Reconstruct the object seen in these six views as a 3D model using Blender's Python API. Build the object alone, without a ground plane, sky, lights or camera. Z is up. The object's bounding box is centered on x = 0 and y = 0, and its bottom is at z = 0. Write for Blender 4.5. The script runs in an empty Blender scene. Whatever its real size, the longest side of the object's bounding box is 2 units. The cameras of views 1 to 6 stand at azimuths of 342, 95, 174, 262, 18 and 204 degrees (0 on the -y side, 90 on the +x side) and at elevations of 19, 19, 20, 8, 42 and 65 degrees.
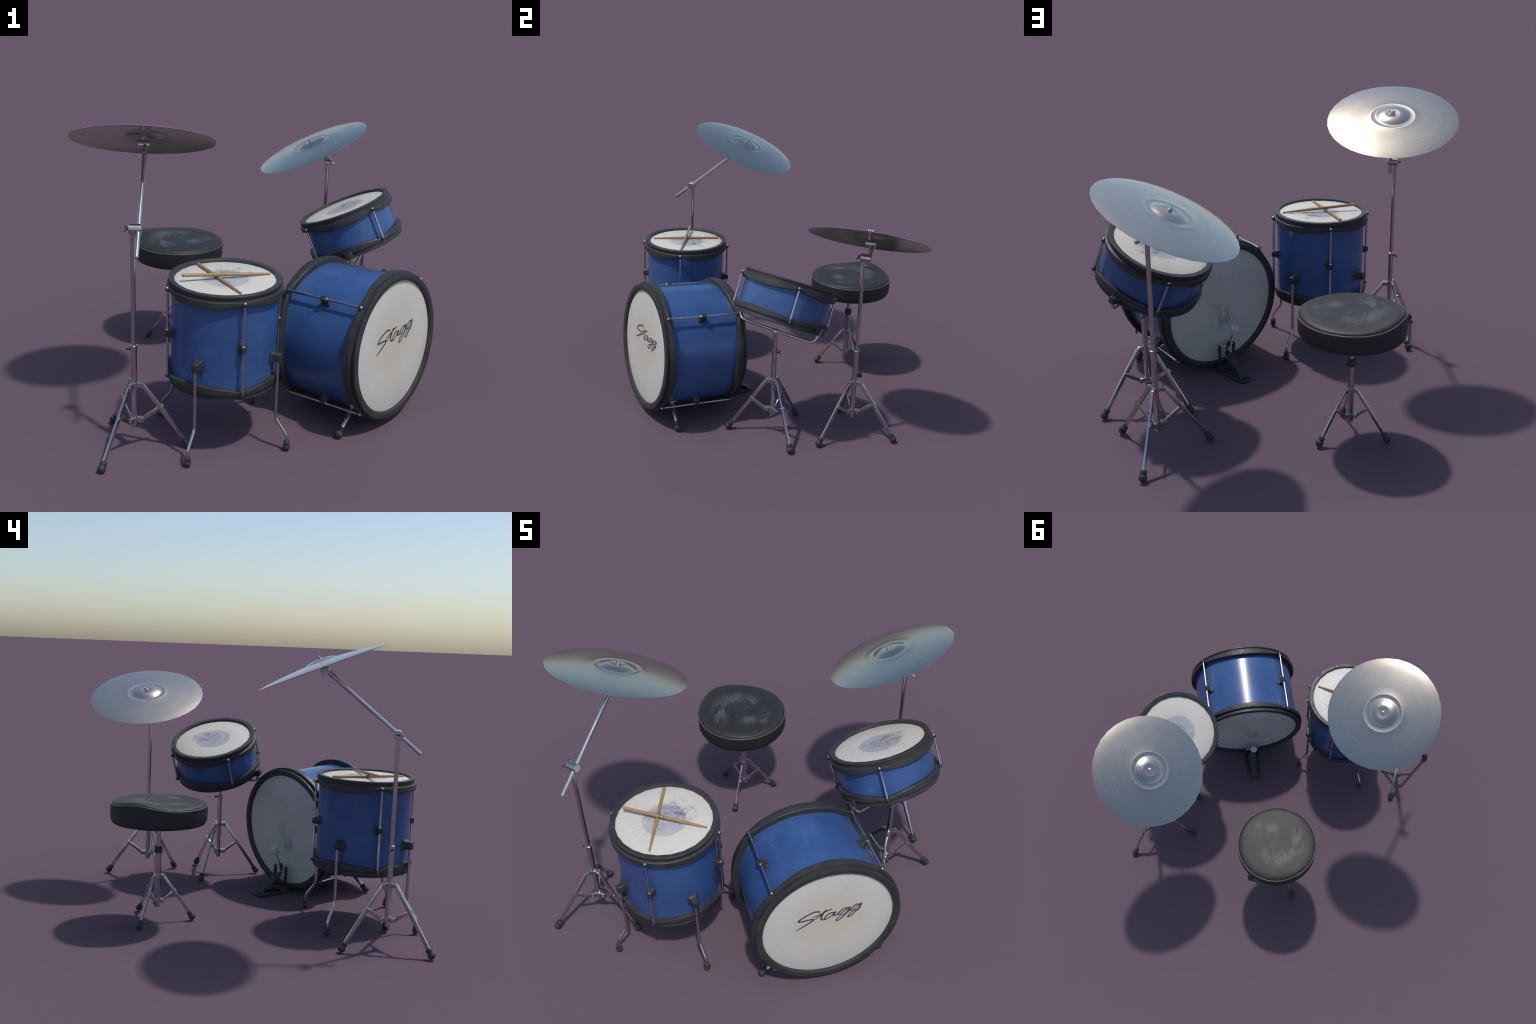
import bpy, bmesh, math, random
from mathutils import Vector, Matrix
from math import sin, cos, pi, radians, atan2, hypot

random.seed(7)
TAU = 2 * pi

# ------------------------------------------------------------------ node helpers
class Mat:
    """Small wrapper for building a node material."""
    def __init__(self, name):
        self.m = bpy.data.materials.new(name)
        self.m.use_nodes = True
        self.t = self.m.node_tree
        self.t.nodes.clear()
        self.out = self.t.nodes.new('ShaderNodeOutputMaterial')
        self.b = self.t.nodes.new('ShaderNodeBsdfPrincipled')
        self.t.links.new(self.b.outputs[0], self.out.inputs[0])
        self.tc = self.t.nodes.new('ShaderNodeTexCoord')
        self.obj = self.tc.outputs['Object']

    def n(self, kind, **kw):
        nd = self.t.nodes.new('ShaderNode' + kind)
        for k, v in kw.items():
            setattr(nd, k, v)
        return nd

    def link(self, a, b):
        self.t.links.new(a, b)

    def val(self, sock, v):
        if hasattr(v, 'is_linked'):
            self.link(v, sock)
        else:
            sock.default_value = v

    def math(self, op, a, b=0.0, clamp=False):
        nd = self.n('Math', operation=op, use_clamp=clamp)
        self.val(nd.inputs[0], a)
        self.val(nd.inputs[1], b)
        return nd.outputs[0]

    def mapping(self, scale=(1, 1, 1), rot=(0, 0, 0), loc=(0, 0, 0)):
        nd = self.n('Mapping')
        nd.inputs['Scale'].default_value = scale
        nd.inputs['Rotation'].default_value = rot
        nd.inputs['Location'].default_value = loc
        self.link(self.obj, nd.inputs['Vector'])
        return nd.outputs[0]

    def noise(self, scale, detail=4, rough=0.55, vec=None, distort=0.0):
        nd = self.n('TexNoise')
        nd.inputs['Scale'].default_value = scale
        nd.inputs['Detail'].default_value = detail
        nd.inputs['Roughness'].default_value = rough
        nd.inputs['Distortion'].default_value = distort
        self.link(vec if vec is not None else self.obj, nd.inputs['Vector'])
        return nd.outputs['Fac']

    def ramp(self, fac, lo, hi, a=0.0, b=1.0):
        nd = self.n('MapRange', interpolation_type='SMOOTHSTEP')
        self.val(nd.inputs['Value'], fac)
        nd.inputs['From Min'].default_value = lo
        nd.inputs['From Max'].default_value = hi
        nd.inputs['To Min'].default_value = a
        nd.inputs['To Max'].default_value = b
        return nd.outputs[0]

    def mix(self, fac, a, b):
        nd = self.n('Mix', data_type='RGBA')
        self.val(nd.inputs[0], fac)
        for s, v in ((nd.inputs[6], a), (nd.inputs[7], b)):
            if hasattr(v, 'is_linked'):
                self.link(v, s)
            else:
                s.default_value = (*v, 1.0)
        return nd.outputs[2]

    def xyz(self):
        nd = self.n('SeparateXYZ')
        self.link(self.obj, nd.inputs[0])
        return nd.outputs

    def radius(self, cx=0.0, cy=0.0):
        x, y, z = self.xyz()
        dx, dy = self.math('SUBTRACT', x, cx), self.math('SUBTRACT', y, cy)
        return self.math('SQRT', self.math('ADD', self.math('MULTIPLY', dx, dx), self.math('MULTIPLY', dy, dy)))

    def bump(self, height, strength, dist=0.002):
        nd = self.n('Bump')
        nd.inputs['Strength'].default_value = strength
        nd.inputs['Distance'].default_value = dist
        self.link(height, nd.inputs['Height'])
        self.link(nd.outputs[0], self.b.inputs['Normal'])

    def set(self, **kw):
        names = dict(color='Base Color', rough='Roughness', metal='Metallic', spec='Specular IOR Level',
                     coat='Coat Weight', coat_rough='Coat Roughness', sheen='Sheen Weight')
        for k, v in kw.items():
            s = self.b.inputs[names[k]]
            if isinstance(v, tuple):
                v = (*v, 1.0)
            self.val(s, v)
        return self.m


def scratches(M, scale, width=0.02, seed=0.0):
    """Thin random scratch lines: edges of a stretched Voronoi, broken up by noise."""
    v = M.n('TexVoronoi', feature='DISTANCE_TO_EDGE')
    v.inputs['Scale'].default_value = scale
    M.link(M.mapping((1, 0.22, 0.6), (0.4, 0.7 + seed, 0.9 + seed), (seed, 2 * seed, 0)), v.inputs['Vector'])
    line = M.ramp(v.outputs['Distance'], 0.0, width, 1.0, 0.0)
    keep = M.ramp(M.noise(scale * 0.9, 3, 0.6, M.mapping(loc=(seed, 5, 1))), 0.54, 0.66)
    return M.math('MULTIPLY', line, keep)


def make_shell_mat():
    M = Mat('blue_lacquer')
    base = M.mix(M.ramp(M.noise(5, 4), 0.3, 0.7), (0.033, 0.083, 0.228), (0.044, 0.106, 0.276))
    base = M.mix(M.math('MULTIPLY', M.ramp(M.noise(14, 6, 0.6), 0.48, 0.8), 0.45), base, (0.028, 0.062, 0.165))
    sc = scratches(M, 16, 0.012)
    base = M.mix(M.math('MULTIPLY', sc, 0.28), base, (0.16, 0.24, 0.45))
    rough = M.ramp(M.noise(9, 5, 0.6), 0.3, 0.75, 0.22, 0.28)
    M.set(color=base, rough=rough, spec=0.5)
    M.bump(M.math('MULTIPLY', sc, -0.6), 0.08, 0.001)
    return M.m


def make_plastic(name='black_plastic', a=(0.026, 0.027, 0.028), b=(0.048, 0.048, 0.047), rough=(0.42, 0.6)):
    M = Mat(name)
    f = M.ramp(M.noise(14, 5, 0.6), 0.35, 0.7)
    streak = M.ramp(M.noise(9, 4, 0.6, M.mapping((1, 1, 9))), 0.45, 0.75)
    c = M.mix(M.math('MULTIPLY', M.math('ADD', f, streak), 0.5), a, b)
    M.set(color=c, rough=M.ramp(M.noise(25, 4), 0.3, 0.7, *rough), spec=0.5)
    M.bump(M.noise(180, 3), 0.08, 0.001)
    return M.m


def make_rubber():
    M = Mat('dark_rubber')
    c = M.mix(M.ramp(M.noise(60, 4), 0.35, 0.7), (0.022, 0.026, 0.025), (0.042, 0.046, 0.043))
    M.set(color=c, rough=0.6, spec=0.45)
    M.bump(M.noise(120, 3), 0.12, 0.001)
    return M.m


def make_chrome():
    M = Mat('worn_chrome')
    g = M.noise(260, 3, 0.7)
    w = M.noise(18, 4, 0.6)
    c = M.mix(M.ramp(g, 0.42, 0.62), (0.49, 0.475, 0.475), (0.67, 0.655, 0.655))
    c = M.mix(M.math('MULTIPLY', M.ramp(w, 0.52, 0.72), 0.4), c, (0.39, 0.37, 0.36))
    M.set(color=c, metal=1.0, rough=M.ramp(w, 0.3, 0.75, 0.22, 0.28))
    M.bump(g, 0.05, 0.0006)
    return M.m


def make_cymbal_mat():
    M = Mat('brushed_cymbal_metal')
    r = M.radius()
    rv = M.n('CombineXYZ')
    M.link(r, rv.inputs[0])
    M.link(M.math('MULTIPLY', M.noise(1.5, 2), 0.006), rv.inputs[1])
    groove = M.noise(150, 3, 0.6, rv.outputs[0])
    broad = M.noise(45, 2, 0.5, rv.outputs[0])
    wear = M.noise(7, 5, 0.6)
    c = M.mix(M.ramp(groove, 0.3, 0.7), (0.53, 0.49, 0.412), (0.585, 0.54, 0.455))
    c = M.mix(M.math('MULTIPLY', M.ramp(wear, 0.5, 0.75), 0.25), c, (0.56, 0.52, 0.44))
    spots = M.n('TexVoronoi', feature='F1')
    spots.inputs['Scale'].default_value = 17
    M.link(M.obj, spots.inputs['Vector'])
    sp = M.math('MULTIPLY', M.ramp(spots.outputs['Distance'], 0.10, 0.2, 1.0, 0.0), M.ramp(M.noise(6, 2), 0.5, 0.62))
    # pale ring where the bow meets the bell
    d = M.math('ABSOLUTE', M.math('SUBTRACT', r, 0.121))
    ring = M.ramp(d, 0.001, 0.004, 1.0, 0.0)
    c = M.mix(M.math('MULTIPLY', ring, 0.35), c, (0.68, 0.63, 0.58))
    c = M.mix(M.math('MULTIPLY', sp, 0.3), c, (0.70, 0.65, 0.62))
    M.set(color=c, metal=1.0, rough=M.math('ADD', M.ramp(wear, 0.3, 0.7, 0.225, 0.25), M.math('MULTIPLY', ring, 0.15)))
    h = M.math('ADD', M.math('ADD', groove, M.math('MULTIPLY', broad, 0.35)), M.math('MULTIPLY', sp, -1.2))
    M.bump(h, 0.045, 0.0012)
    return M.m


def make_head_mat(name, disc=0.0, smudge=None, streak=None, tone=(0.62, 0.60, 0.545), tan_centre=0.0):
    """Coated drum skin: faint dirt, scratches, optional blue-grey dot and stick smudges."""
    M = Mat(name)
    c = M.mix(M.ramp(M.noise(6, 4), 0.35, 0.7), tone, tuple(0.95 * t for t in tone))
    c = M.mix(M.math('MULTIPLY', M.ramp(M.noise(3, 3, 0.5, M.mapping(loc=(3, 1, 0))), 0.5, 0.7), 0.4), c,
              (tone[0] * 0.98, tone[1] * 0.95, tone[2] * 0.88))
    r = M.radius()
    if tan_centre:
        c = M.mix(M.ramp(r, 0.08, 0.27, 0.85, 0.0), c, (tone[0] * 0.94, tone[1] * 0.90, tone[2] * 0.82))
    if disc:
        halo = M.ramp(M.math('ABSOLUTE', M.math('SUBTRACT', r, disc * 1.12)), 0.0, disc * 0.3, 1.0, 0.0)
        c = M.mix(M.math('MULTIPLY', halo, 0.3), c, (0.62, 0.57, 0.47))
        edge = M.math('ADD', r, M.math('MULTIPLY', M.math('SUBTRACT', M.noise(60, 6, 0.7), 0.5), 0.012))
        inside = M.math('MULTIPLY', M.ramp(edge, disc - 0.006, disc + 0.005, 1.0, 0.0), M.ramp(M.noise(9, 5, 0.6, M.mapping(loc=(2, 2, 0))), 0.3, 0.55, 0.55, 1.0))
        c = M.mix(inside, c, (0.395, 0.40, 0.45))
    fine = M.noise(48, 8, 0.75)
    patch = M.noise(7, 4, 0.6, M.mapping(loc=(1.7, 4.2, 0)))
    dirt = M.math('MULTIPLY', M.ramp(fine, 0.50, 0.68), M.ramp(patch, 0.46, 0.68))
    c = M.mix(M.math('MULTIPLY', dirt, 0.5), c, (0.26, 0.26, 0.24))
    if smudge:
        for cx, cy, rad, amt in smudge:
            rr = M.radius(cx, cy)
            near = M.ramp(rr, rad * 0.1, rad, 1.0, 0.0)
            sm = M.math('MULTIPLY', M.ramp(M.noise(26, 10, 0.78, M.mapping(*streak) if streak else None, 0.0), 0.42, 0.68), near)
            c = M.mix(M.math('MULTIPLY', sm, amt), c, (0.10, 0.10, 0.11))
    c = M.mix(M.math('MULTIPLY', scratches(M, 7, 0.007, 0.6), 0.4), c, (0.25, 0.24, 0.23))
    M.set(color=c, rough=0.5, spec=0.4)
    M.bump(M.noise(90, 4), 0.05, 0.001)
    return M.m


def make_wood():
    M = Mat('stick_wood')
    g = M.noise(30, 5, 0.6, M.mapping((6, 6, 0.6)))
    c = M.mix(M.ramp(g, 0.3, 0.7), (0.28, 0.165, 0.066), (0.39, 0.242, 0.105))
    x, y, z = M.xyz()
    band = M.math('MULTIPLY', M.ramp(M.math('ABSOLUTE', M.math('SUBTRACT', z, 0.205)), 0.020, 0.024, 1.0, 0.0),
                  M.ramp(M.noise(230, 1, 0.5, M.mapping((1, 1, 0.7))), 0.55, 0.6))
    c = M.mix(M.math('MULTIPLY', band, 0.75), c, (0.05, 0.03, 0.02))
    M.set(color=c, rough=0.45, spec=0.45)
    return M.m


def make_leather():
    M = Mat('worn_black_leather')
    c = M.mix(M.ramp(M.noise(30, 6, 0.65), 0.35, 0.7), (0.017, 0.018, 0.019), (0.026, 0.026, 0.026))
    r = M.radius()
    # worn patches where the sitter's thighs rub
    worn = 0.0
    for cx, cy, rad, amt in ((-.09, -.14, .045, .8), (-.115, -.07, .065, 1), (-.13, -.01, .06, .8), (-.09, .06, .065, .9), (-.06, .105, .055, .9),
                             (.0, .11, .05, 1), (.055, .105, .045, .8), (.076, -.083, .05, 1), (.16, -.06, .04, .6), (.15, .0, .04, .5), (.03, .02, .035, .5)):
        worn = M.math('MAXIMUM', worn, M.ramp(M.radius(cx, cy), rad * 0.3, rad * 1.25, amt, 0.0))
    cloud = M.ramp(M.noise(13, 8, 0.62, M.mapping((1.5, 0.55, 0.3), (0, 0, 0.35)), 1.1), 0.43, 0.56)
    w = M.math('MULTIPLY', worn, cloud)
    c = M.mix(M.math('MULTIPLY', w, 0.8), c, (0.085, 0.086, 0.089))
    edge = M.math('MULTIPLY', M.ramp(r, 0.215, 0.262), M.ramp(M.noise(40, 4), 0.3, 0.7))
    c = M.mix(M.math('MULTIPLY', edge, 0.35), c, (0.060, 0.058, 0.053))
    M.set(color=c, rough=0.55, spec=0.40)
    cr = M.n('TexVoronoi', feature='DISTANCE_TO_EDGE')
    cr.inputs['Scale'].default_value = 45
    M.link(M.obj, cr.inputs['Vector'])
    M.bump(M.math('ADD', M.ramp(cr.outputs['Distance'], 0.0, 0.08), M.noise(20, 5, 0.6, None, 1.0)), 0.05, 0.001)
    return M.m


def make_felt():
    M = Mat('white_felt')
    M.set(color=M.mix(M.ramp(M.noise(120, 5), 0.3, 0.7), (0.50, 0.51, 0.53), (0.60, 0.60, 0.61)), rough=0.9, spec=0.2)
    M.bump(M.noise(300, 4), 0.3, 0.001)
    return M.m


def make_ink():
    M = Mat('dark_print')
    M.set(color=(0.072, 0.072, 0.078), rough=0.5, spec=0.4)
    return M.m


BLUE = make_shell_mat()
BLACK = make_plastic()
PIPING = make_plastic('grey_piping', (0.060, 0.060, 0.060), (0.095, 0.094, 0.090))
SIDE = make_plastic('black_vinyl', (0.020, 0.021, 0.022), (0.030, 0.030, 0.030), (0.5, 0.65))
PEDAL = make_plastic('pedal_steel', (0.024, 0.029, 0.031), (0.040, 0.045, 0.046))
RUBBER = make_rubber()
CHROME = make_chrome()
CYMBAL = make_cymbal_mat()
HEAD_FLOOR = make_head_mat('floor_tom_skin', 0.115, [(0.03, 0.05, 0.13, 0.9), (0.11, 0.10, 0.09, 0.6), (-0.07, 0.02, 0.09, 0.65), (-0.02, -0.07, 0.06, 0.5), (0.02, 0.13, 0.07, 0.6)])
HEAD_SNARE = make_head_mat('snare_skin', 0.115, [(-0.02, 0.015, 0.12, 1.0), (-0.09, 0.02, 0.10, 0.8), (0.05, -0.03, 0.08, 0.5), (-0.13, -0.02, 0.07, 0.5)])
HEAD_FRONT = make_head_mat('front_skin', tone=(0.60, 0.575, 0.515), tan_centre=1.0)
HEAD_BACK = make_head_mat('rear_skin', streak=((1.0, 0.4, 1.0), (0, 0, -0.75)), smudge=[(-0.01, -0.09, 0.12, 0.85), (0.04, -0.02, 0.10, 0.5), (-0.13, -0.20, 0.07, 0.35)], tone=(0.56, 0.55, 0.51))
HEAD_PLAIN = make_head_mat('resonant_skin', tone=(0.52, 0.51, 0.48))
WOOD = make_wood()
LEATHER = make_leather()
FELT = make_felt()
INK = make_ink()

# ------------------------------------------------------------------ geometry helpers
def finish(bm, name, mat, angle=35):
    bmesh.ops.recalc_face_normals(bm, faces=bm.faces)
    me = bpy.data.meshes.new(name)
    bm.to_mesh(me)
    bm.free()
    me.polygons.foreach_set('use_smooth', [True] * len(me.polygons))
    me.set_sharp_from_angle(angle=radians(angle))
    me.materials.append(mat)
    return me


def thing(name, label, category, loc):
    e = bpy.data.objects.new(name, None)
    e.empty_display_size = 0.1
    e.location = loc
    e['label'] = label
    e['category'] = category
    bpy.context.scene.collection.objects.link(e)
    bpy.context.view_layer.update()
    return e


def place(name, me, parent, world=Matrix.Identity(4)):
    """New object with the mesh, placed by its world matrix, under the parent."""
    o = bpy.data.objects.new(name, me)
    bpy.context.scene.collection.objects.link(o)
    o.parent = parent
    o.matrix_parent_inverse = WORLD_OF[parent.name].inverted() if parent.name in WORLD_OF else Matrix.Translation(parent.location).inverted()
    o.matrix_basis = world
    WORLD_OF[o.name] = world.copy()
    return o


WORLD_OF = {}


def lathe(bm, prof, segs=48, mod=None, M=Matrix.Identity(4), closed=False):
    """Revolve (r, h) points round local z; mod(theta, i, r, h) may bend the profile.
    closed: the profile is a loop (a ring body)."""
    rings = []
    for i, (r, h) in enumerate(prof):
        if r < 1e-6:
            rings.append([bm.verts.new(M @ Vector((0, 0, h)))])
            continue
        ring = []
        for k in range(segs):
            th = TAU * k / segs
            rr, hh = mod(th, i, r, h) if mod else (r, h)
            ring.append(bm.verts.new(M @ Vector((rr * cos(th), rr * sin(th), hh))))
        rings.append(ring)
    pairs = list(zip(rings[:-1], rings[1:]))
    if closed:
        pairs.append((rings[-1], rings[0]))
    for a, b in pairs:
        n = max(len(a), len(b))
        for k in range(n):
            k2 = (k + 1) % n
            if len(a) == 1 and len(b) == 1:
                continue
            if len(a) == 1:
                bm.faces.new((a[0], b[k], b[k2]))
            elif len(b) == 1:
                bm.faces.new((a[k], b[0], a[k2]))
            else:
                bm.faces.new((a[k], b[k], b[k2], a[k2]))
    if not closed:
        for ring in (rings[0], rings[-1]):
            if len(ring) > 2:
                bm.faces.new(ring)


def frame_z(p, d, up=Vector((0, 0, 1))):
    """Matrix whose local z runs along d from point p."""
    z = Vector(d).normalized()
    x = up.cross(z)
    if x.length < 1e-4:
        x = Vector((1, 0, 0))
    x.normalize()
    y = z.cross(x)
    m = Matrix((x, y, z)).transposed().to_4x4()
    m.translation = Vector(p)
    return m


def fillet(pts, rad, n=6):
    """Round the corners of a polyline."""
    pts = [Vector(p) for p in pts]
    out = [pts[0]]
    for a, b, c in zip(pts[:-2], pts[1:-1], pts[2:]):
        u, v = (a - b), (c - b)
        d = min(rad, u.length * 0.49, v.length * 0.49)
        s, e = b + u.normalized() * d, b + v.normalized() * d
        for k in range(n + 1):
            t = k / n
            out.append(s * (1 - t) ** 2 + b * 2 * t * (1 - t) + e * t * t)
    out.append(pts[-1])
    return out


def tube(bm, pts, rad, segs=12, cap=True):
    """Sweep a circle along a polyline; rad may be a list."""
    pts = [Vector(p) for p in pts]
    n = len(pts)
    rads = rad if isinstance(rad, (list, tuple)) else [rad] * n
    t0 = (pts[1] - pts[0]).normalized()
    x = t0.orthogonal().normalized()
    rings = []
    for i in range(n):
        t = (pts[min(i + 1, n - 1)] - pts[max(i - 1, 0)]).normalized()
        x = (x - t * x.dot(t)).normalized()
        y = t.cross(x)
        rings.append([bm.verts.new(pts[i] + rads[i] * (cos(TAU * k / segs) * x + sin(TAU * k / segs) * y)) for k in range(segs)])
    for a, b in zip(rings[:-1], rings[1:]):
        for k in range(segs):
            bm.faces.new((a[k], a[(k + 1) % segs], b[(k + 1) % segs], b[k]))
    if cap:
        bm.faces.new(rings[0])
        bm.faces.new(rings[-1])


def box(bm, size, M=Matrix.Identity(4), bevel=0.0):
    r = bmesh.ops.create_cube(bm, size=1.0)
    vs = r['verts']
    bmesh.ops.scale(bm, vec=size, verts=vs)
    if bevel:
        es = list({e for v in vs for e in v.link_edges})
        g = bmesh.ops.bevel(bm, geom=es, offset=bevel, segments=2, affect='EDGES', profile=0.5)
        vs = list({v for f in g['faces'] for v in f.verts} | {v for v in vs if v.is_valid})
    bmesh.ops.transform(bm, matrix=M, verts=vs)


def bar(bm, p, q, w, d, side, bevel=0.0015):
    """Flat bar from p to q: width w along the side vector, depth d across it."""
    p, q = Vector(p), Vector(q)
    z = (q - p).normalized()
    x = (Vector(side) - z * Vector(side).dot(z)).normalized()
    y = z.cross(x)
    m = Matrix((x, y, z)).transposed().to_4x4()
    m.translation = (p + q) / 2
    box(bm, (w, d, (q - p).length), m, bevel)


def loft(bm, sections):
    """Bridge equal-length vertex loops and cap both ends."""
    rings = [[bm.verts.new(v) for v in s] for s in sections]
    n = len(rings[0])
    for a, b in zip(rings[:-1], rings[1:]):
        for k in range(n):
            bm.faces.new((a[k], a[(k + 1) % n], b[(k + 1) % n], b[k]))
    bm.faces.new(rings[0])
    bm.faces.new(rings[-1])


def rrect(w, h, c, n=3):
    """Rounded rectangle outline in 2D."""
    out = []
    for cx, cy, a0 in ((w / 2 - c, h / 2 - c, 0), (-w / 2 + c, h / 2 - c, 90), (-w / 2 + c, -h / 2 + c, 180), (w / 2 - c, -h / 2 + c, 270)):
        for k in range(n + 1):
            a = radians(a0 + 90 * k / n)
            out.append((cx + c * cos(a), cy + c * sin(a)))
    return out


def ball_profile(r, zc, n=8, a0=-90, a1=90):
    return [(max(0.0, r * cos(radians(a0 + (a1 - a0) * k / n))), zc + r * sin(radians(a0 + (a1 - a0) * k / n))) for k in range(n + 1)]


def foot_mesh(ball=0.0225, neck=0.0165, top=0.040):
    """Rubber foot round local z: ball at the origin, sleeve reaching up."""
    bm = bmesh.new()
    prof = ball_profile(ball, 0.0, 8, -90, 40)
    prof += [(neck * 0.97, top * 0.5), (neck, top * 0.58), (neck * 1.04, top * 0.95), (neck * 0.95, top), (neck * 0.5, top)]
    lathe(bm, prof, 16)
    return finish(bm, 'rubber_foot', RUBBER, 50)


# ------------------------------------------------------------------ drums
ROD_OUT = 1.047      # rod circle / rim radius


def polygonal(r, th, n=24):
    """Radius of a regular n-gon (its corners on r) at angle th."""
    w = TAU / n
    return r * cos(w / 2) / cos((th % w) - w / 2)


def hoop_mesh(R, H, rod_angle, top=True):
    """Flanged hoop: rim lip, neck and a flange scalloped between the rods."""
    k = R / 0.277
    # (radius at R = 0.277, depth below the rim face, moves with the scallop)
    P = [(0.2500, 0.0165, 0), (0.2508, 0.0035, 0), (0.2530, 0.0008, 0), (0.2560, 0.0000, 0), (0.2752, 0.0000, 0), (0.2770, 0.0014, 0),
         (0.2775, 0.0040, 0), (0.2768, 0.0110, 0), (0.2728, 0.0128, 0), (0.2722, 0.0150, 0), (0.2724, 0.0275, 0),
         (0.2800, 0.0290, 0), (0.2838, 0.0312, 0), (0.2850, 0.0400, .3), (0.2845, 0.0450, 1), (0.2825, 0.0480, 1), (0.2760, 0.0485, 1), (0.2570, 0.0470, 1),
         (0.2500, 0.0280, 0)]
    bm = bmesh.new()

    def mod(th, i, r, h):
        f = P[i]
        a = th - rod_angle
        s = abs(sin(2 * a)) ** 0.75
        dep = f[1] + f[2] * (0.0245 * s - 0.005)
        rr = f[0] * k
        if i >= 11 and f[0] > 0.27:
            rr += 0.004 * (1 - s) ** 3          # small ear where the rod is hooked
        if i < 3 or i == 18:
            rr = polygonal(rr * 1.002, th, 24 if R < 0.3 else 96)
        return rr, H - dep
    lathe(bm, [(f[0], 0) for f in P], 96, mod, closed=True)
    e = min(k, 1.15)
    for q in range(4):
        m = Matrix.Rotation(rod_angle + q * pi / 2, 4, 'Z') @ Matrix.Translation((R * ROD_OUT, 0, H - 0.0385))
        lathe(bm, [(0.0, -0.009), (0.0088 * e, -0.009), (0.0112 * e, -0.005), (0.0116 * e, 0.003), (0.0105 * e, 0.005), (0.0, 0.005)], 14, M=m)
        box(bm, (0.016, 0.012, 0.010), m @ Matrix.Translation((-0.010, 0, -0.002)), 0.002)
    me = finish(bm, 'hoop', BLACK, 30)
    if not top:
        me.transform(Matrix.Scale(-1, 4, (0, 0, 1)))
        me.flip_normals()
    return me


def rod_mesh(R, H, k=1.0):
    """Tension rod with a ball nut at each end, hugging the flanges; runs along z at x = rod circle."""
    bm = bmesh.new()
    z1, z0 = H - 0.036, -H + 0.036
    zj = z0 + 0.27 * (z1 - z0)
    a, b = 0.0061 * k, 0.0070 * k
    prof = [(0.0, z0 - 0.012), (0.0045 * k, z0 - 0.0105), (0.0060 * k, z0 - 0.008), (0.0072 * k, z0 - 0.004), (b, z0),
            (b, zj), (a, zj + 0.004), (a, z1 - 0.002), (0.0082 * k, z1 - 0.001),
            (0.0086 * k, z1 + 0.003), (0.0074 * k, z1 + 0.0065), (0.005 * k, z1 + 0.0095), (0.0, z1 + 0.0110)]
    lathe(bm, prof, 14)
    return finish(bm, 'tension_rod', CHROME, 40)


def bracket_mesh(shell_r, out_r, w0, h0, w1, h1, name, mat=BLACK):
    """Cast bracket: base plate on the shell, a concave flare, a square boss. Local +x points outward."""
    bm = bmesh.new()
    d = out_r - shell_r
    secs = []
    for x, w, h, c in ((shell_r - 0.012, w0, h0, 0.003), (shell_r + 0.0035, w0, h0, 0.003), (shell_r + 0.0045, w0 * 0.96, h0 * 0.96, 0.003),
                       (shell_r + 0.25 * d, w1 + 0.30 * (w0 - w1), h1 + 0.40 * (h0 - h1), 0.004), (shell_r + 0.5 * d, w1, h1 * 1.03, 0.004),
                       (out_r - 0.004, w1, h1, 0.004), (out_r - 0.001, w1 * 0.9, h1 * 0.95, 0.004), (out_r, w1 * 0.75, h1 * 0.86, 0.003)):
        secs.append([Vector((x, y, z)) for y, z in rrect(w, h, c)])
    loft(bm, secs)
    return finish(bm, name, mat, 30)


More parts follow.
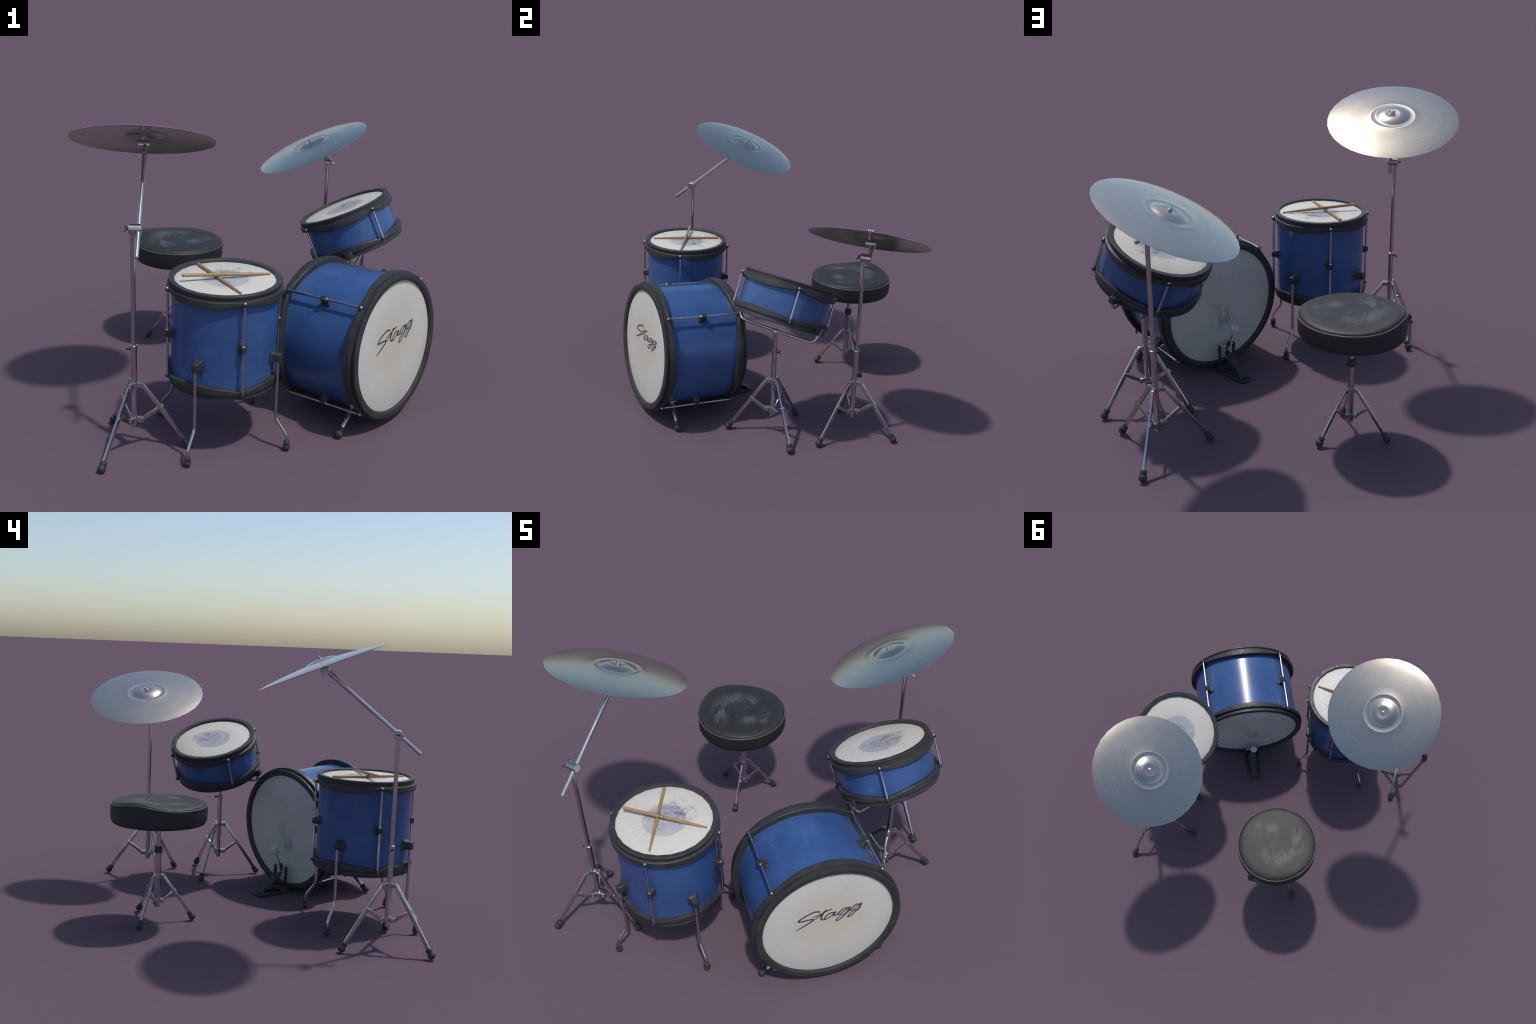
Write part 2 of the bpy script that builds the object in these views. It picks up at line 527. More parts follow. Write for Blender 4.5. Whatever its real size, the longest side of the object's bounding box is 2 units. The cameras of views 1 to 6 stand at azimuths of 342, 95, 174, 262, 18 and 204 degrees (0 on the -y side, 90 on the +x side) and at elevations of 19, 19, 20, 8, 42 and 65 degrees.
def drum(name, label, R, H, frame, rod_angle, skins, base, lugs=None, recess=(0.012, 0.012), shell=0.9455):
    """A drum round the local z of the frame: shell, two hoops, two skins, four rods and lugs."""
    t = thing(name, label, 'drum', base)
    sr = R * shell
    bm = bmesh.new()
    lathe(bm, [(sr, -H + 0.030), (sr, H - 0.030)], 96)
    # open tube with a wall
    for f in [f for f in bm.faces if len(f.verts) > 4]:
        bm.faces.remove(f)
    lathe(bm, [(sr - 0.008, -H + 0.030), (sr - 0.008, H - 0.030)], 96)
    for f in [f for f in bm.faces if len(f.verts) > 4]:
        bm.faces.remove(f)
    place('shell', finish(bm, 'shell', BLUE, 40), t, frame)
    for top in (True, False):
        place('hoop', hoop_mesh(R, H, rod_angle, top), t, frame)
        bm = bmesh.new()
        hr = 0.2515 * R / 0.277
        s = 1 if top else -1
        zt = H - recess[0 if top else 1]
        prof = [(0.0, zt), (hr * 0.5, zt), (hr * 0.97, zt), (hr * 1.01, zt - 0.004), (hr * 1.01, zt - 0.008), (0.0, zt - 0.006)]
        prof = [(r, s * h) for r, h in prof]
        lathe(bm, prof, 24 if R < 0.3 else 96)
        place('drum_head', finish(bm, 'drum_head', skins[0 if top else 1], 40), t, frame)
    rm = rod_mesh(R, H, 1.0 if R < 0.3 else 1.1)
    for q in range(4):
        a = rod_angle + q * pi / 2
        place('tension_rod', rm, t, frame @ Matrix.Rotation(a, 4, 'Z') @ Matrix.Translation((R * ROD_OUT, 0, 0)))
    if lugs:
        lm = bracket_mesh(sr, R * ROD_OUT + 0.011, 0.044, 0.052, 0.026, 0.034, 'lug')
        bm = bmesh.new()
        lathe(bm, [(0.0, 0.0), (0.0095, 0.0), (0.0095, 0.0185), (0.0075, 0.0215), (0.0, 0.0215)], 14)
        cap = finish(bm, 'lug_cap', CHROME, 40)
        for q in range(4):
            a = rod_angle + q * pi / 2
            m = frame @ Matrix.Rotation(a, 4, 'Z') @ Matrix.Translation((0, 0, lugs))
            o = place('lug', lm, t, m)
            place('lug_cap', cap, o, m @ Matrix.Translation((R * ROD_OUT, 0, 0)))
    return t, sr


# ---- floor tom
FT = Vector((-0.304, -0.644, 0.5945))
FT_FRAME = Matrix.Translation(FT)
floor_tom, ft_sr = drum('floor_tom', 'blue floor tom drum with black hoops on four bent chrome legs', 0.277, 0.2655, FT_FRAME,
                        radians(3), (HEAD_FLOOR, HEAD_PLAIN), (FT.x, FT.y, 0), lugs=0.001, recess=(0.0120, 0.0130))
LEG_R, FOOT_R = 0.2955, 0.362
bm = bmesh.new()
path = fillet([(LEG_R, 0, 0.512), (LEG_R, 0, 0.168), (FOOT_R, 0, 0.083), (FOOT_R, 0, 0.030)], 0.022, 5)
tube(bm, path, 0.0082, 12)
leg_me = finish(bm, 'leg', CHROME, 60)
blk_me = bracket_mesh(ft_sr, LEG_R + 0.016, 0.056, 0.060, 0.032, 0.042, 'leg_bracket')
ft_foot = foot_mesh(0.0190, 0.0150, 0.031)
for q in range(4):
    m = Matrix.Translation((FT.x, FT.y, 0)) @ Matrix.Rotation(radians(-132 + 90 * q), 4, 'Z')
    o = place('leg', leg_me, floor_tom, m)
    place('rubber_foot', ft_foot, o, m @ Matrix.Translation((FOOT_R, 0, 0.0195)))
    place('leg_bracket', blk_me, floor_tom, m @ Matrix.Translation((0, 0, 0.495)))

# ---- snare drum
SN_N = Vector((cos(radians(65.4)) * cos(radians(147.2)), cos(radians(65.4)) * sin(radians(147.2)), sin(radians(65.4))))
SN_TOP = Vector((0.6366, 0.1556, 0.9487)) + SN_N * 0.004
SN_H = 0.129
SN_FRAME = frame_z(SN_TOP - SN_N * SN_H, SN_N)
snare, sn_sr = drum('snare_drum', 'shallow blue snare drum tilted on its stand', 0.277, SN_H, SN_FRAME, radians(45),
                    (HEAD_SNARE, HEAD_PLAIN), tuple(SN_TOP - SN_N * 2 * SN_H), recess=(0.0132, 0.0132))

# ---- bass drum
BD_N = Vector((cos(radians(4.0)) * cos(radians(-57.3)), cos(radians(4.0)) * sin(radians(-57.3)), sin(radians(4.0))))
BD_C = Vector((0.4604, -0.5178, 0.4190))
BD_H, BD_R = 0.2640, 0.388
BD_FRAME = frame_z(BD_C, BD_N)
bass, bd_sr = drum('bass_drum', 'large blue bass drum on its side with a lettered front skin', BD_R, BD_H, BD_FRAME, radians(45),
                   (HEAD_FRONT, HEAD_BACK), (BD_C.x, BD_C.y, 0), lugs=0.005, recess=(0.0138, 0.0120), shell=0.941)

# spurs: an oval plate on the shell, a tube and a rubber foot
bd_foot = foot_mesh(0.0225, 0.0175, 0.036)
for ang, side in ((-129.5, -1), (-50.5, 1)):
    a = radians(ang)
    foot = BD_FRAME @ Vector((0.526 * cos(a), 0.526 * sin(a), BD_H - 0.0075 - 0.120))
    foot.z = 0.0235
    b = radians(-90 + side * 33)
    root = BD_FRAME @ Vector((bd_sr * cos(b), bd_sr * sin(b), BD_H - 0.135))
    out = (BD_FRAME.to_3x3() @ Vector((cos(b), sin(b), 0))).normalized()
    d = (root - foot).normalized()
    bm = bmesh.new()
    tube(bm, [foot + d * 0.02, root - d * 0.004], 0.0118, 14)
    o = place('spur', finish(bm, 'spur', CHROME, 40), bass)
    place('rubber_foot', bd_foot, o, frame_z(foot, d))
    bm = bmesh.new()
    lathe(bm, [(0.0, 0.012), (0.016, 0.012), (0.020, 0.008), (0.030, 0.004), (0.034, 0.001), (0.034, -0.010), (0.0, -0.010)], 20)
    bm.transform(Matrix.Diagonal((1.0, 1.25, 1.0, 1.0)))
    m = frame_z(root, out, BD_N)
    place('spur_plate', finish(bm, 'spur_plate', CHROME, 40), bass, m)

# lettering on the front skin: pen strokes with swelling width
STROKES = [
    [(-.0488, .0952, 4), (-.0476, .1034, 5), (-.060, .1084, 6), (-.0797, .1086, 6), (-.1093, .0976, 6), (-.1389, .0831, 6), (-.1562, .0698, 6), (-.1588, .0627, 6),
     (-.1465, .0607, 6), (-.1193, .0612, 6), (-.0946, .0611, 6), (-.0822, .0578, 6), (-.086, .0486, 6), (-.1096, .0337, 6), (-.1395, .0173, 5), (-.1719, .0017, 3.5)],
    [(-.0872, .0455, 4), (-.0599, .0626, 4), (-.0401, .0769, 5), (-.0253, .0911, 6), (-.0093, .1065, 5), (-.0277, .085, 7), (-.0363, .0671, 7), (-.0375, .0501, 7), (-.0337, .0402, 6), (-.0262, .0413, 5)],
    [(-.0847, .0707, 3.5), (-.0599, .0782, 3.5), (-.0352, .0867, 4), (-.008, .0975, 4.5), (.0193, .1049, 4.5)],
    [(.0335, .0742, 4), (.0221, .0776, 5), (.0047, .0746, 5), (-.0126, .0594, 5), (-.0212, .0449, 5), (-.0174, .0384, 5), (-.0024, .0422, 4), (.0174, .0566, 4), (.0297, .070, 5), (.0409, .0774, 4.5), (.0311, .0626, 6), (.030, .0533, 6), (.0375, .0519, 5), (.0499, .060, 3)],
    [(.1046, .0857, 5), (.0895, .0888, 5), (.0721, .0805, 5), (.0548, .0654, 5), (.0513, .0544, 5), (.0626, .0542, 5), (.0824, .0669, 4), (.0997, .0803, 5), (.1145, .0894, 5), (.1051, .0631, 6), (.088, .0408, 5), (.0683, .0193, 5),
     (.0508, .0092, 5), (.0444, .0112, 5), (.0455, .0232, 4.5), (.0629, .0385, 4), (.0853, .0486, 3.5), (.1103, .0562, 3)],
    [(.1646, .0958, 5), (.1495, .0972, 5), (.1298, .0828, 5), (.1163, .0681, 5), (.1178, .0625, 5), (.1328, .0646, 5), (.1526, .079, 4), (.1673, .0915, 5), (.1767, .0982, 5), (.1656, .068, 6), (.146, .0465, 5), (.1238, .0258, 5),
     (.1088, .0184, 5), (.1061, .0245, 4.5), (.1133, .0379, 4), (.1332, .0524, 3.5), (.1531, .0616, 3.5), (.172, .066, 3)],
    [(.1638, .0508, 4.5), (.1650, .0514, 4.5)],
]


def smooth_line(ctrl, n=7):
    """Catmull-Rom through (x, y, width) control points."""
    p = [Vector(c) for c in ctrl]
    p = [p[0] * 2 - p[1]] + p + [p[-1] * 2 - p[-2]]
    out = []
    for i in range(1, len(p) - 2):
        for k in range(n):
            t = k / n
            a, b, c, d = p[i - 1:i + 3]
            out.append(0.5 * ((2 * b) + (c - a) * t + (2 * a - 5 * b + 4 * c - d) * t * t + (3 * b - a - 3 * c + d) * t ** 3))
    out.append(p[-2])
    return out


bm = bmesh.new()
LIFT = Vector((-0.001, -0.003))
zl = BD_H - 0.0138 + 0.0006
for s, st in enumerate(STROKES):
    ln = smooth_line(st)
    L, Rr = [], []
    zz = zl + 0.0001 * s
    for i, p in enumerate(ln):
        t = (ln[min(i + 1, len(ln) - 1)] - ln[max(i - 1, 0)]).xy
        t = t.normalized() if t.length > 1e-6 else Vector((1, 0))
        nn = Vector((-t.y, t.x)) * (max(p.z, 2) * 0.00078)
        L.append(p.xy + nn + LIFT)
        Rr.append(p.xy - nn + LIFT)
    vt = [(bm.verts.new((l.x, l.y, zz)), bm.verts.new((r.x, r.y, zz)), bm.verts.new((l.x, l.y, zz - 0.0015)), bm.verts.new((r.x, r.y, zz - 0.0015))) for l, r in zip(L, Rr)]
    for a, b in zip(vt[:-1], vt[1:]):
        bm.faces.new((a[0], a[1], b[1], b[0]))
        bm.faces.new((a[2], b[2], b[3], a[3]))
        bm.faces.new((a[0], b[0], b[2], a[2]))
        bm.faces.new((a[1], a[3], b[3], b[1]))
    for e in (vt[0], vt[-1]):
        bm.faces.new((e[0], e[1], e[3], e[2]))
place('lettering', finish(bm, 'lettering', INK, 30), bass, BD_FRAME)

# ------------------------------------------------------------------ tripod stands
def tripod(t, px, py, first, hub_z, low_z, foot_r, k=1.0, ball=0.0210, pole_r=0.0145):
    """Three folding legs with braces between two hub brackets round a pole."""
    base = Matrix.Translation((px, py, 0))
    zc = ball + 0.0012
    r0 = 0.0430 * k if k == 1 else 0.0330
    top = Vector((r0, 0, hub_z))
    foot = Vector((foot_r, 0, zc))
    d = (foot - top).normalized()
    end = foot - d * 0.020
    mid = top + (end - top) * 0.40
    bm = bmesh.new()
    bar(bm, top, end, 0.0118 * k, 0.0218 * k, (0, 1, 0), 0.0018)
    for p in (top, mid):
        tube(bm, [p + Vector((0, -0.0085 * k, 0)), p + Vector((0, 0.0085 * k, 0))], 0.0042 * k, 10)
    leg = finish(bm, 'tripod_leg', CHROME, 30)
    bm = bmesh.new()
    low = Vector((r0 - 0.004, 0.0, low_z))
    aside = Vector((0, 0.0095 * k, 0))
    bar(bm, low + aside * 0.4, mid + aside + (mid - low).normalized() * 0.016 * k, 0.0085 * k, 0.0200 * k, (0, 1, 0), 0.0025)
    brace = finish(bm, 'brace', CHROME, 30)
    fm = foot_mesh(ball, 0.0170 * max(k, 0.85), 0.034)
    for q in range(3):
        m = base @ Matrix.Rotation(radians(first + 120 * q), 4, 'Z')
        o = place('tripod_leg', leg, t, m)
        place('rubber_foot', fm, o, m @ frame_z(foot, -d))
        place('brace', brace, t, m)
    for z, h in ((hub_z, 0.027), (low_z, 0.027)):
        bm = bmesh.new()
        ro, ri = pole_r + (0.0030 if z == hub_z else 0.0040), pole_r - 0.001
        lathe(bm, [(ri, -h * k / 2), (ro, -h * k / 2), (ro, h * k / 2), (ri, h * k / 2)], 20, closed=True)
        for q in range(3):
            rot = Matrix.Rotation(radians(first + 120 * q), 4, 'Z')
            inner = pole_r - 0.002
            box(bm, (r0 + 0.004 - inner, 0.0185 * k, h * k * 1.05), rot @ Matrix.Translation(((r0 + 0.004 + inner) / 2, 0, 0)), 0.0035 * k)
            tube(bm, [rot @ Vector((r0 - 0.003, -0.0115 * k, 0)), rot @ Vector((r0 - 0.003, 0.0115 * k, 0))], 0.0042 * k, 10)
        place('hub_bracket', finish(bm, 'hub_bracket', CHROME, 30), t, base @ Matrix.Translation((0, 0, z)))


def pole(t, px, py, z0, z1, r, name, cap_r=None):
    bm = bmesh.new()
    prof = [(0.0, z0), (r * 0.75, z0), (r, z0 + 0.004), (r, z1 - 0.002), (r * 0.9, z1), (0.0, z1)]
    lathe(bm, prof, 24)
    place(name, finish(bm, name, CHROME, 22), t, Matrix.Translation((px, py, 0)))


def collar(t, px, py, z, r, ang):
    """Height collar with a wing screw."""
    bm = bmesh.new()
    lathe(bm, [(r * 0.7, -0.020), (r, -0.020), (r, 0.006), (r + 0.0025, 0.008), (r + 0.0025, 0.014), (r * 0.95, 0.016), (r * 0.7, 0.016)], 18, closed=True)
    m = Matrix.Translation((px, py, z)) @ Matrix.Rotation(radians(ang), 4, 'Z')
    o = place('collar', finish(bm, 'collar', CHROME, 40), t, m)
    bm = bmesh.new()
    tube(bm, [(r - 0.004, 0, -0.006), (r + 0.013, 0, -0.006)], 0.0048, 10)
    for s in (-1, 1):
        bar(bm, (r + 0.010, 0, -0.006), (r + 0.019, 0.013 * s, -0.006 + s * 0.007), 0.0075, 0.0025, (0, 0, 1), 0.0008)
    place('wing_screw', finish(bm, 'wing_screw', PEDAL, 40), o, m)


def drum_clamp(t, centre, axis, length, r, screw, name):
    """Horizontal knuckle cylinder; screw: sign of the end that carries a wing screw."""
    bm = bmesh.new()
    h = length / 2
    lathe(bm, [(0.0, -h), (r * 0.86, -h), (r, -h + 0.003), (r, -0.0012), (r * 0.95, -0.0006), (r * 0.95, 0.0006), (r, 0.0012), (r, h - 0.003), (r * 0.86, h), (0.0, h)], 24)
    m = frame_z(centre, axis)
    o = place(name, finish(bm, name, CHROME, 40), t, m)
    if screw:
        bm = bmesh.new()
        s = screw
        tube(bm, [(0, 0, s * (h - 0.004)), (0, 0, s * (h + 0.014))], 0.0062, 12)
        for q in (-1, 1):
            bar(bm, (0, 0, s * (h + 0.009)), (q * 0.028, q * 0.004, s * (h + 0.016)), 0.010, 0.0032, (0, 0, 1), 0.001)
        place('wing_screw', finish(bm, 'wing_screw', PEDAL, 40), o, m)
    return o


def cymbal_mesh():
    prof = [(0.0, 0.0432), (0.024, 0.0434), (0.036, 0.0445), (0.042, 0.0450), (0.047, 0.0443), (0.060, 0.0418), (0.074, 0.0372), (0.084, 0.0325), (0.091, 0.0290), (0.0945, 0.0281), (0.100, 0.0279),
            (0.117, 0.0285), (0.121, 0.0294), (0.125, 0.0285), (0.170, 0.0250), (0.215, 0.0210), (0.260, 0.0162), (0.300, 0.0112), (0.335, 0.0055), (0.3598, 0.0)]
    bm = bmesh.new()
    th = 0.0022
    under = [(r, h - th - (0.0006 if r < 0.3 else 0)) for r, h in prof[:-1]][::-1]
    lathe(bm, prof + [(0.3598, -0.0012)] + under, 32)
    return finish(bm, 'cymbal', CYMBAL, 55)


CYM = cymbal_mesh()


def cymbal_stand(label, px, py, first, az, tilt_end, stub, cym_c, cym_n, sleeve_ang):
    """Boom stand: tripod, two-stage pole, knuckle, boom arm, tilter and cymbal."""
    t = thing('cymbal_stand', label, 'cymbal', (px, py, 0))
    tripod(t, px, py, first, 0.346, 0.158, 0.2655)
    pole(t, px, py, 0.115, 0.556, 0.0148, 'lower_tube')
    pole(t, px, py, 0.545, 1.128, 0.0115, 'upper_tube')
    collar(t, px, py, 0.541, 0.0165, sleeve_ang)
    ax = Vector((cos(radians(az - 90)), sin(radians(az - 90)), 0))
    knuckle = Vector((px, py, 1.1365)) + ax * 0.0125
    drum_clamp(t, knuckle, ax, 0.062, 0.0235, -1, 'boom_clamp')
    n = Vector(cym_n).normalized()
    c = Vector(cym_c)
    shaft_low = c - n * 0.022
    tilt = Vector(tilt_end)
    bm = bmesh.new()
    d = (tilt - Vector(stub)).normalized()
    L = (tilt - Vector(stub)).length
    s = Vector(stub)
    r1 = 0.0112
    tube(bm, [s, s + d * 0.003, s + d * (L - 0.062), s + d * (L - 0.060), s + d * L], [r1 * 0.80, r1, r1, r1 * 1.2, r1 * 1.2], 24)
    place('boom_arm', finish(bm, 'boom_arm', CHROME, 22), t)
    drum_clamp(t, (tilt + shaft_low) / 2, ax, 0.060, 0.0235, 0, 'tilter')
    bm = bmesh.new()
    m = frame_z(c, n)
    lathe(bm, [(0.0, -0.024), (0.0095, -0.024), (0.0095, 0.030), (0.013, 0.032), (0.013, 0.039), (0.0042, 0.040), (0.0042, 0.061), (0.003, 0.063), (0.0, 0.063)], 14)
    o = place('cymbal_rod', finish(bm, 'cymbal_rod', CHROME, 40), t, m)
    bm = bmesh.new()
    lathe(bm, [(0.0, 0.0428), (0.0115, 0.0428), (0.0115, 0.047), (0.0095, 0.048), (0.0095, 0.054), (0.007, 0.056), (0.0, 0.056)], 12)
    for q in (-1, 1):
        bar(bm, (q * 0.006, 0, 0.050), (q * 0.017, 0, 0.059), 0.003, 0.007, (0, 1, 0), 0.0008)
    place('wing_nut', finish(bm, 'wing_nut', CHROME, 40), o, m)
    place('cymbal', CYM, t, m)
    return t


def nvec(az, el):
    return (cos(radians(el)) * cos(radians(az)), cos(radians(el)) * sin(radians(az)), sin(radians(el)))


AX_A = Vector((cos(radians(-15)), sin(radians(-15)), 0))
PA = Vector((-0.761, -0.680, 0))
DA = Vector(nvec(75, 39.2))
KA = Vector((PA.x, PA.y, 1.1365)) + AX_A * 0.028
cA, nA = Vector((-0.642, -0.2919, 1.4645)), Vector(nvec(74, 67.7))
cymbal_stand('tall chrome boom stand holding a tilted silver cymbal', PA.x, PA.y, -135, 75, KA + DA * 0.497, KA - DA * 0.157, cA, nA, 165)
AX_B = Vector((cos(radians(75)), sin(radians(75)), 0))
PB = Vector((0.688, 0.568, 0))
DB = Vector(nvec(165, 36.5))
KB = Vector((PB.x, PB.y, 1.1365)) + AX_B * 0.028
cB, nB = Vector((0.5935, 0.5942, 1.2148)), Vector(nvec(166.2, 64.7))
cymbal_stand('chrome cymbal stand with a low tilted silver cymbal', PB.x, PB.y, 75, 165, KB + DB * 0.108, KB - DB * 0.058, cB, nB, -150)

# ---- snare stand
PS = Vector((0.752, 0.085, 0))
st = thing('snare_stand', 'short chrome tripod stand with a curved cradle bar', 'drum stand', (PS.x, PS.y, 0))
tripod(st, PS.x, PS.y, 30, 0.346, 0.158, 0.263)
pole(st, PS.x, PS.y, 0.115, 0.556, 0.0148, 'lower_tube')
pole(st, PS.x, PS.y, 0.545, 0.672, 0.0118, 'upper_tube')
collar(st, PS.x, PS.y, 0.541, 0.0165, 95)
bm = bmesh.new()
lathe(bm, [(0.0, -0.022), (0.0145, -0.022), (0.0145, 0.004), (0.012, 0.007), (0.0, 0.007)], 18)
place('cradle_head', finish(bm, 'cradle_head', CHROME, 40), st, Matrix.Translation((PS.x, PS.y, 0.6745)))
u = Vector((cos(radians(57.2)), sin(radians(57.2)), 0))
bl = {}
for s in (-1, 1):
    bl[s] = SN_FRAME @ Vector((0, 0, -SN_H + 0.027)) + u * s * 0.291
mid = Vector((PS.x - 0.004, PS.y, 0.6715))
bm = bmesh.new()
down = -SN_N
tube(bm, fillet([bl[-1] + down * 0.016, bl[-1] + down * 0.078 + u * 0.020, mid - u * 0.20, mid, mid + u * 0.20, bl[1] + down * 0.078 - u * 0.020, bl[1] + down * 0.016], 0.034, 7), 0.0088, 14)
place('cradle_bar', finish(bm, 'cradle_bar', CHROME, 60), st)
for s in (-1, 1):
    bm = bmesh.new()
    m = SN_FRAME.to_3x3().to_4x4()
    m.translation = bl[s]
    secs = []
    x0 = -s
    for dx, w, h in ((-0.024, 0.050, 0.044), (-0.008, 0.048, 0.044), (-0.002, 0.040, 0.040), (0.010, 0.034, 0.038), (0.018, 0.032, 0.036), (0.021, 0.026, 0.030)):
        secs.append([Vector((y, 0, z)) * 1.0 + Vector((0, 0, 0)) for y, z in rrect(w, h, 0.004)])
        for v in secs[-1]:
            v.y = 0
        off = (SN_FRAME.to_3x3().inverted() @ u) * (s * dx)
        side = off.normalized() if off.length > 0 else Vector((1, 0, 0))
        perp = Vector((0, 0, 1)).cross(side).normalized()
        secs[-1] = [off + perp * v.x + Vector((0, 0, v.z - 0.008)) for v in secs[-1]]
    loft(bm, secs)
    place('rubber_grip', finish(bm, 'rubber_grip', BLACK, 30), st, m)

# ------------------------------------------------------------------ drum throne
TH = Vector((-0.283, 0.521, 0))
throne = thing('drum_throne', 'round black padded stool on a chrome tripod', 'stool', (TH.x, TH.y, 0))
tripod(throne, TH.x, TH.y, 30, 0.260, 0.115, 0.1985, 0.80, 0.0195, 0.0178)
pole(throne, TH.x, TH.y, 0.080, 0.405, 0.0178, 'lower_tube')
pole(throne, TH.x, TH.y, 0.400, 0.585, 0.0120, 'upper_tube')
bm = bmesh.new()
lathe(bm, [(0.010, 0.393), (0.0215, 0.393), (0.0232, 0.397), (0.0232, 0.424), (0.0205, 0.430), (0.010, 0.430)], 20, closed=True)
place('locking_ring', finish(bm, 'locking_ring', RUBBER, 40), throne, Matrix.Translation(TH))
SEAT = Matrix.Translation((TH.x, TH.y, 0.579))
SR = 0.2705
BUMP = radians(150)


def kick(th):
    """How far the rim is pushed up near the raised corner of the seat."""
    a = (th - BUMP + pi) % TAU - pi
    return math.exp(-(a / radians(31)) ** 2)


bm2 = bmesh.new()


def side_mod(th, i, r, h):
    return r, h + (0.029 * kick(th) if h > 0.05 and r > SR - 0.011 else 0)


P = [(0.0, -0.008), (SR - 0.014, -0.008), (SR - 0.011, -0.0065), (SR - 0.003, 0.008), (SR - 0.001, 0.014), (SR, 0.0905), (SR - 0.006, 0.092), (SR - 0.012, 0.088), (0.0, 0.088)]
lathe(bm2, P, 64, side_mod)
place('seat_side', finish(bm2, 'seat_side', SIDE, 40), throne, SEAT)
bm = bmesh.new()
pr = [(SR + 0.0010 + 0.0055 * cos(radians(a)) - 0.0048, 0.0905 + 0.0050 * sin(radians(a))) for a in range(0, 360, 45)]
lathe(bm, pr, 64, lambda th, i, r, h: (r, h + 0.029 * kick(th)), closed=True)
place('piping', finish(bm, 'piping', PIPING, 60), throne, SEAT)
bm = bmesh.new()
cr = [(0.0, 0.1130), (0.06, 0.1132), (0.12, 0.1132), (0.17, 0.1126), (0.205, 0.1115), (0.228, 0.1098), (0.243, 0.1075), (0.2530, 0.1040), (0.2590, 0.0995), (0.2618, 0.0940), (0.2610, 0.0880), (0.0, 0.0870)]


def cushion_mod(th, i, r, h):
    if r < 1e-5:
        return r, h
    f = max(0.0, min(1.0, (r / SR - 0.40) / 0.58))
    f = f * f * (3 - 2 * f)
    dip = 0.0040 * math.exp(-((r - 0.243) / 0.016) ** 2) if h > 0.095 else 0.0
    return r, h + (0.031 * f - dip) * kick(th) + 0.0015 * sin(3 * th + 1) * (r / SR) * (1 if h > 0.1 else 0)


lathe(bm, cr, 64, cushion_mod)
place('cushion', finish(bm, 'cushion', LEATHER, 60), throne, SEAT)

# ------------------------------------------------------------------ bass drum pedal
PM = Vector((0.302, -0.2775, 0))
ped = thing('bass_drum_pedal', 'dark steel foot pedal with a white felt beater', 'drum pedal', tuple(PM))
fx = Vector((-cos(radians(-57.3)), -sin(radians(-57.3)), 0))      # towards the player
PF = Matrix((fx, Vector((0, 0, 1)).cross(fx), Vector((0, 0, 1)))).transposed().to_4x4()
PF.translation = PM                                               # x: forward, y: to the left of the player's view axis, z: up
bm = bmesh.new()
for s in (-1, 1):
    y = s * 0.050
    bar(bm, (0.002, y, 0.028), (-0.001, y, 0.160), 0.012, 0.020, (0, 1, 0), 0.003)
    tube(bm, [(-0.001, y - 0.006, 0.160), (-0.001, y + 0.006, 0.160)], 0.0098, 14)
    # gusset foot at the post's base
    loft(bm, [[Vector(p) + Vector((0, y + o, 0)) for p in ((-0.038, 0, 0.001), (0.026, 0, 0.001), (0.026, 0, 0.024), (0.011, 0, 0.048), (-0.010, 0, 0.048), (-0.038, 0, 0.013))] for o in (-0.008, 0.008)])
    # long side rail towards the heel
    bar(bm, (0.015, y, 0.0075), (0.110, s * 0.040, 0.0070), 0.013, 0.012, (0, 1, 0), 0.0015)
    bar(bm, (0.105, s * 0.0405, 0.0065), (0.196, s * 0.0275, 0.0072), 0.020, 0.0130, (0, 1, 0), 0.0015)
box(bm, (0.024, 0.096, 0.026), Matrix.Translation((0.010, 0, 0.025)), 0.002)
box(bm, (0.030, 0.066, 0.012), Matrix.Translation((0.183, 0, 0.0072)), 0.002)
box(bm, (0.022, 0.060, 0.010), Matrix.Translation((-0.030, 0, 0.020)), 0.002)
place('pedal_frame', finish(bm, 'pedal_frame', PEDAL, 30), ped, PF)
# footboard: outline swept between top and bottom face
bm = bmesh.new()
side = [(0.0, 0.014), (0.016, 0.015), (0.026, 0.024), (0.038, 0.0315), (0.070, 0.0325), (0.105, 0.0280), (0.135, 0.0225), (0.165, 0.0215), (0.195, 0.0255), (0.215, 0.0300)]
p0, p1 = Vector((-0.002, 0, 0.124)), Vector((0.178, 0, 0.0165))
dd = (p1 - p0).normalized()
nn = Vector((0, 1, 0)).cross(dd)
nn = nn if nn.z > 0 else -nn
tot = (p1 - p0).length
loop = [(a * tot / 0.215, w) for a, w in side] + [(a * tot / 0.215, -w) for a, w in side[::-1]]
secs = []
for o in (-0.004, 0.002):
    secs.append([p0 + dd * a + Vector((0, w, 0)) + nn * o for a, w in loop])
loft(bm, secs)
bmesh.ops.bevel(bm, geom=[e for e in bm.edges if len(e.link_faces) == 2 and e.calc_face_angle(0) > 1.0], offset=0.001, segments=1, affect='EDGES')
for q in (0.2, 0.33, 0.46, 0.59):
    m = p0 + dd * (tot * (q + 0.05)) + nn * 0.0024
    bar(bm, m - Vector((0, 0.016, 0)), m + Vector((0, 0.016, 0)), 0.004, 0.0012, tuple(dd), 0.0003)
place('footboard', finish(bm, 'footboard', PEDAL, 30), ped, PF)
bm = bmesh.new()
tube(bm, [(-0.001, -0.048, 0.160), (-0.001, 0.048, 0.160)], 0.0052, 12)
for y in (-0.020, 0.022):
    tube(bm, [(-0.001, y - 0.004, 0.160), (-0.001, y + 0.004, 0.160)], 0.0075, 12)
place('axle', finish(bm, 'axle', CHROME, 40), ped, PF)
bm = bmesh.new()
by = 0.010
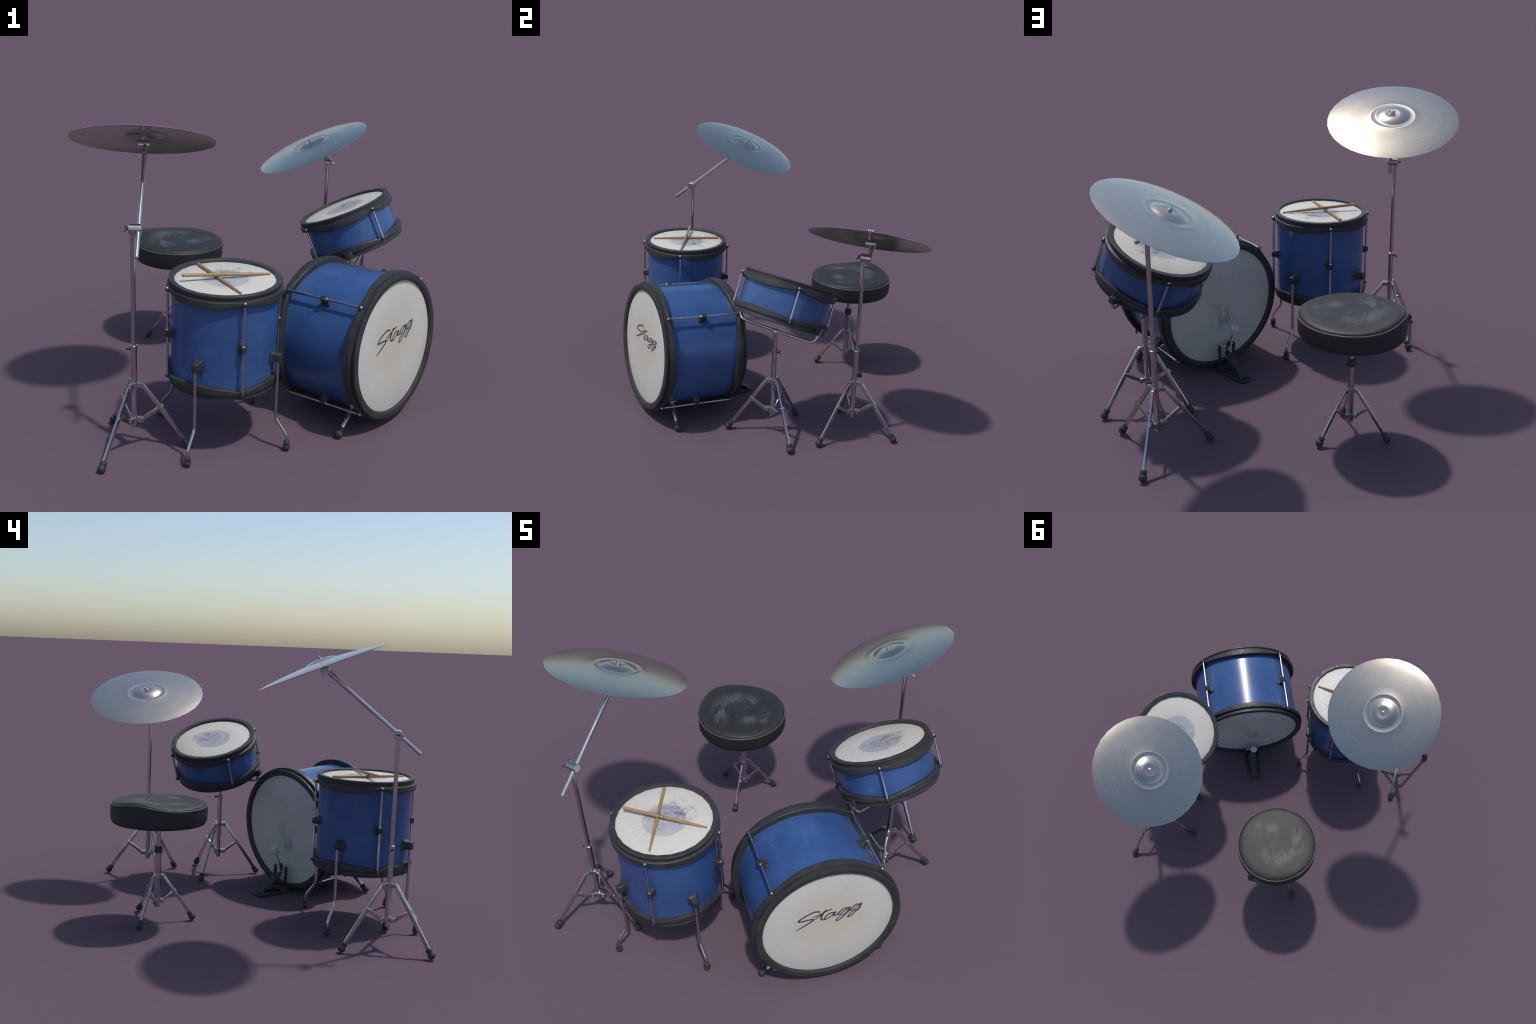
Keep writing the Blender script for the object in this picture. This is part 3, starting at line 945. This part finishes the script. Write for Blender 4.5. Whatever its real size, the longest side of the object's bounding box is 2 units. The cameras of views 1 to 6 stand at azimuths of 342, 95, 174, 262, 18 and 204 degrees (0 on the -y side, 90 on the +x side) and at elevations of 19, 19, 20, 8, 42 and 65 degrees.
tube(bm, [(-0.001, by - 0.010, 0.160), (-0.001, by + 0.010, 0.160)], 0.0105, 14)
bar(bm, (-0.002, by, 0.155), (0.012, by, 0.186), 0.014, 0.016, (0, 1, 0), 0.002)
bar(bm, (-0.004, by - 0.006, 0.158), (0.000, by - 0.006, 0.122), 0.009, 0.006, (0, 1, 0), 0.001)
place('beater_hub', finish(bm, 'beater_hub', PEDAL, 30), ped, PF)
b0, b1 = Vector((0.006, by, 0.170)), Vector((0.0745, by, 0.3010))
bd = (b1 - b0).normalized()
bm = bmesh.new()
tube(bm, [b0, b1 - bd * 0.01], 0.0042, 10)
place('beater_rod', finish(bm, 'beater_rod', CHROME, 40), ped, PF)
bm = bmesh.new()
lathe(bm, [(0.0, -0.050), (0.019, -0.050), (0.0225, -0.046), (0.0238, -0.040), (0.0238, -0.006), (0.0225, -0.001), (0.019, 0.001), (0.0045, 0.001), (0.0045, -0.002), (0.0, -0.002)], 24)
place('beater', finish(bm, 'beater', FELT, 40), ped, PF @ frame_z(b1, bd))

# ------------------------------------------------------------------ drumsticks
bm = bmesh.new()
SL = 0.452
lathe(bm, [(0.0, 0.0), (0.0055, 0.0005), (0.0078, 0.003), (0.0085, 0.008), (0.0085, 0.30), (0.0078, 0.345), (0.0062, 0.395), (0.0046, 0.430), (0.0040, 0.436),
           (0.0052, 0.440), (0.0056, 0.445), (0.0044, 0.450), (0.0, SL)], 14)
STICK = finish(bm, 'drumstick', WOOD, 50)
SKIN_Z = FT.z + 0.2655 - 0.0120
for butt, tip, in (((-0.3902, -0.4298, SKIN_Z + 0.0088), (-0.2893, -0.8696, SKIN_Z + 0.0062)), ((-0.5232, -0.6544, SKIN_Z + 0.0365), (-0.0723, -0.6368, SKIN_Z + 0.0056))):
    b, e = Vector(butt), Vector(tip)
    o = bpy.data.objects.new('drumstick', STICK)
    bpy.context.scene.collection.objects.link(o)
    m = frame_z(b, e - b)
    o.matrix_world = m
    o['label'] = 'slim light brown wooden drumstick with a small rounded tip'
    o['category'] = 'drumstick'
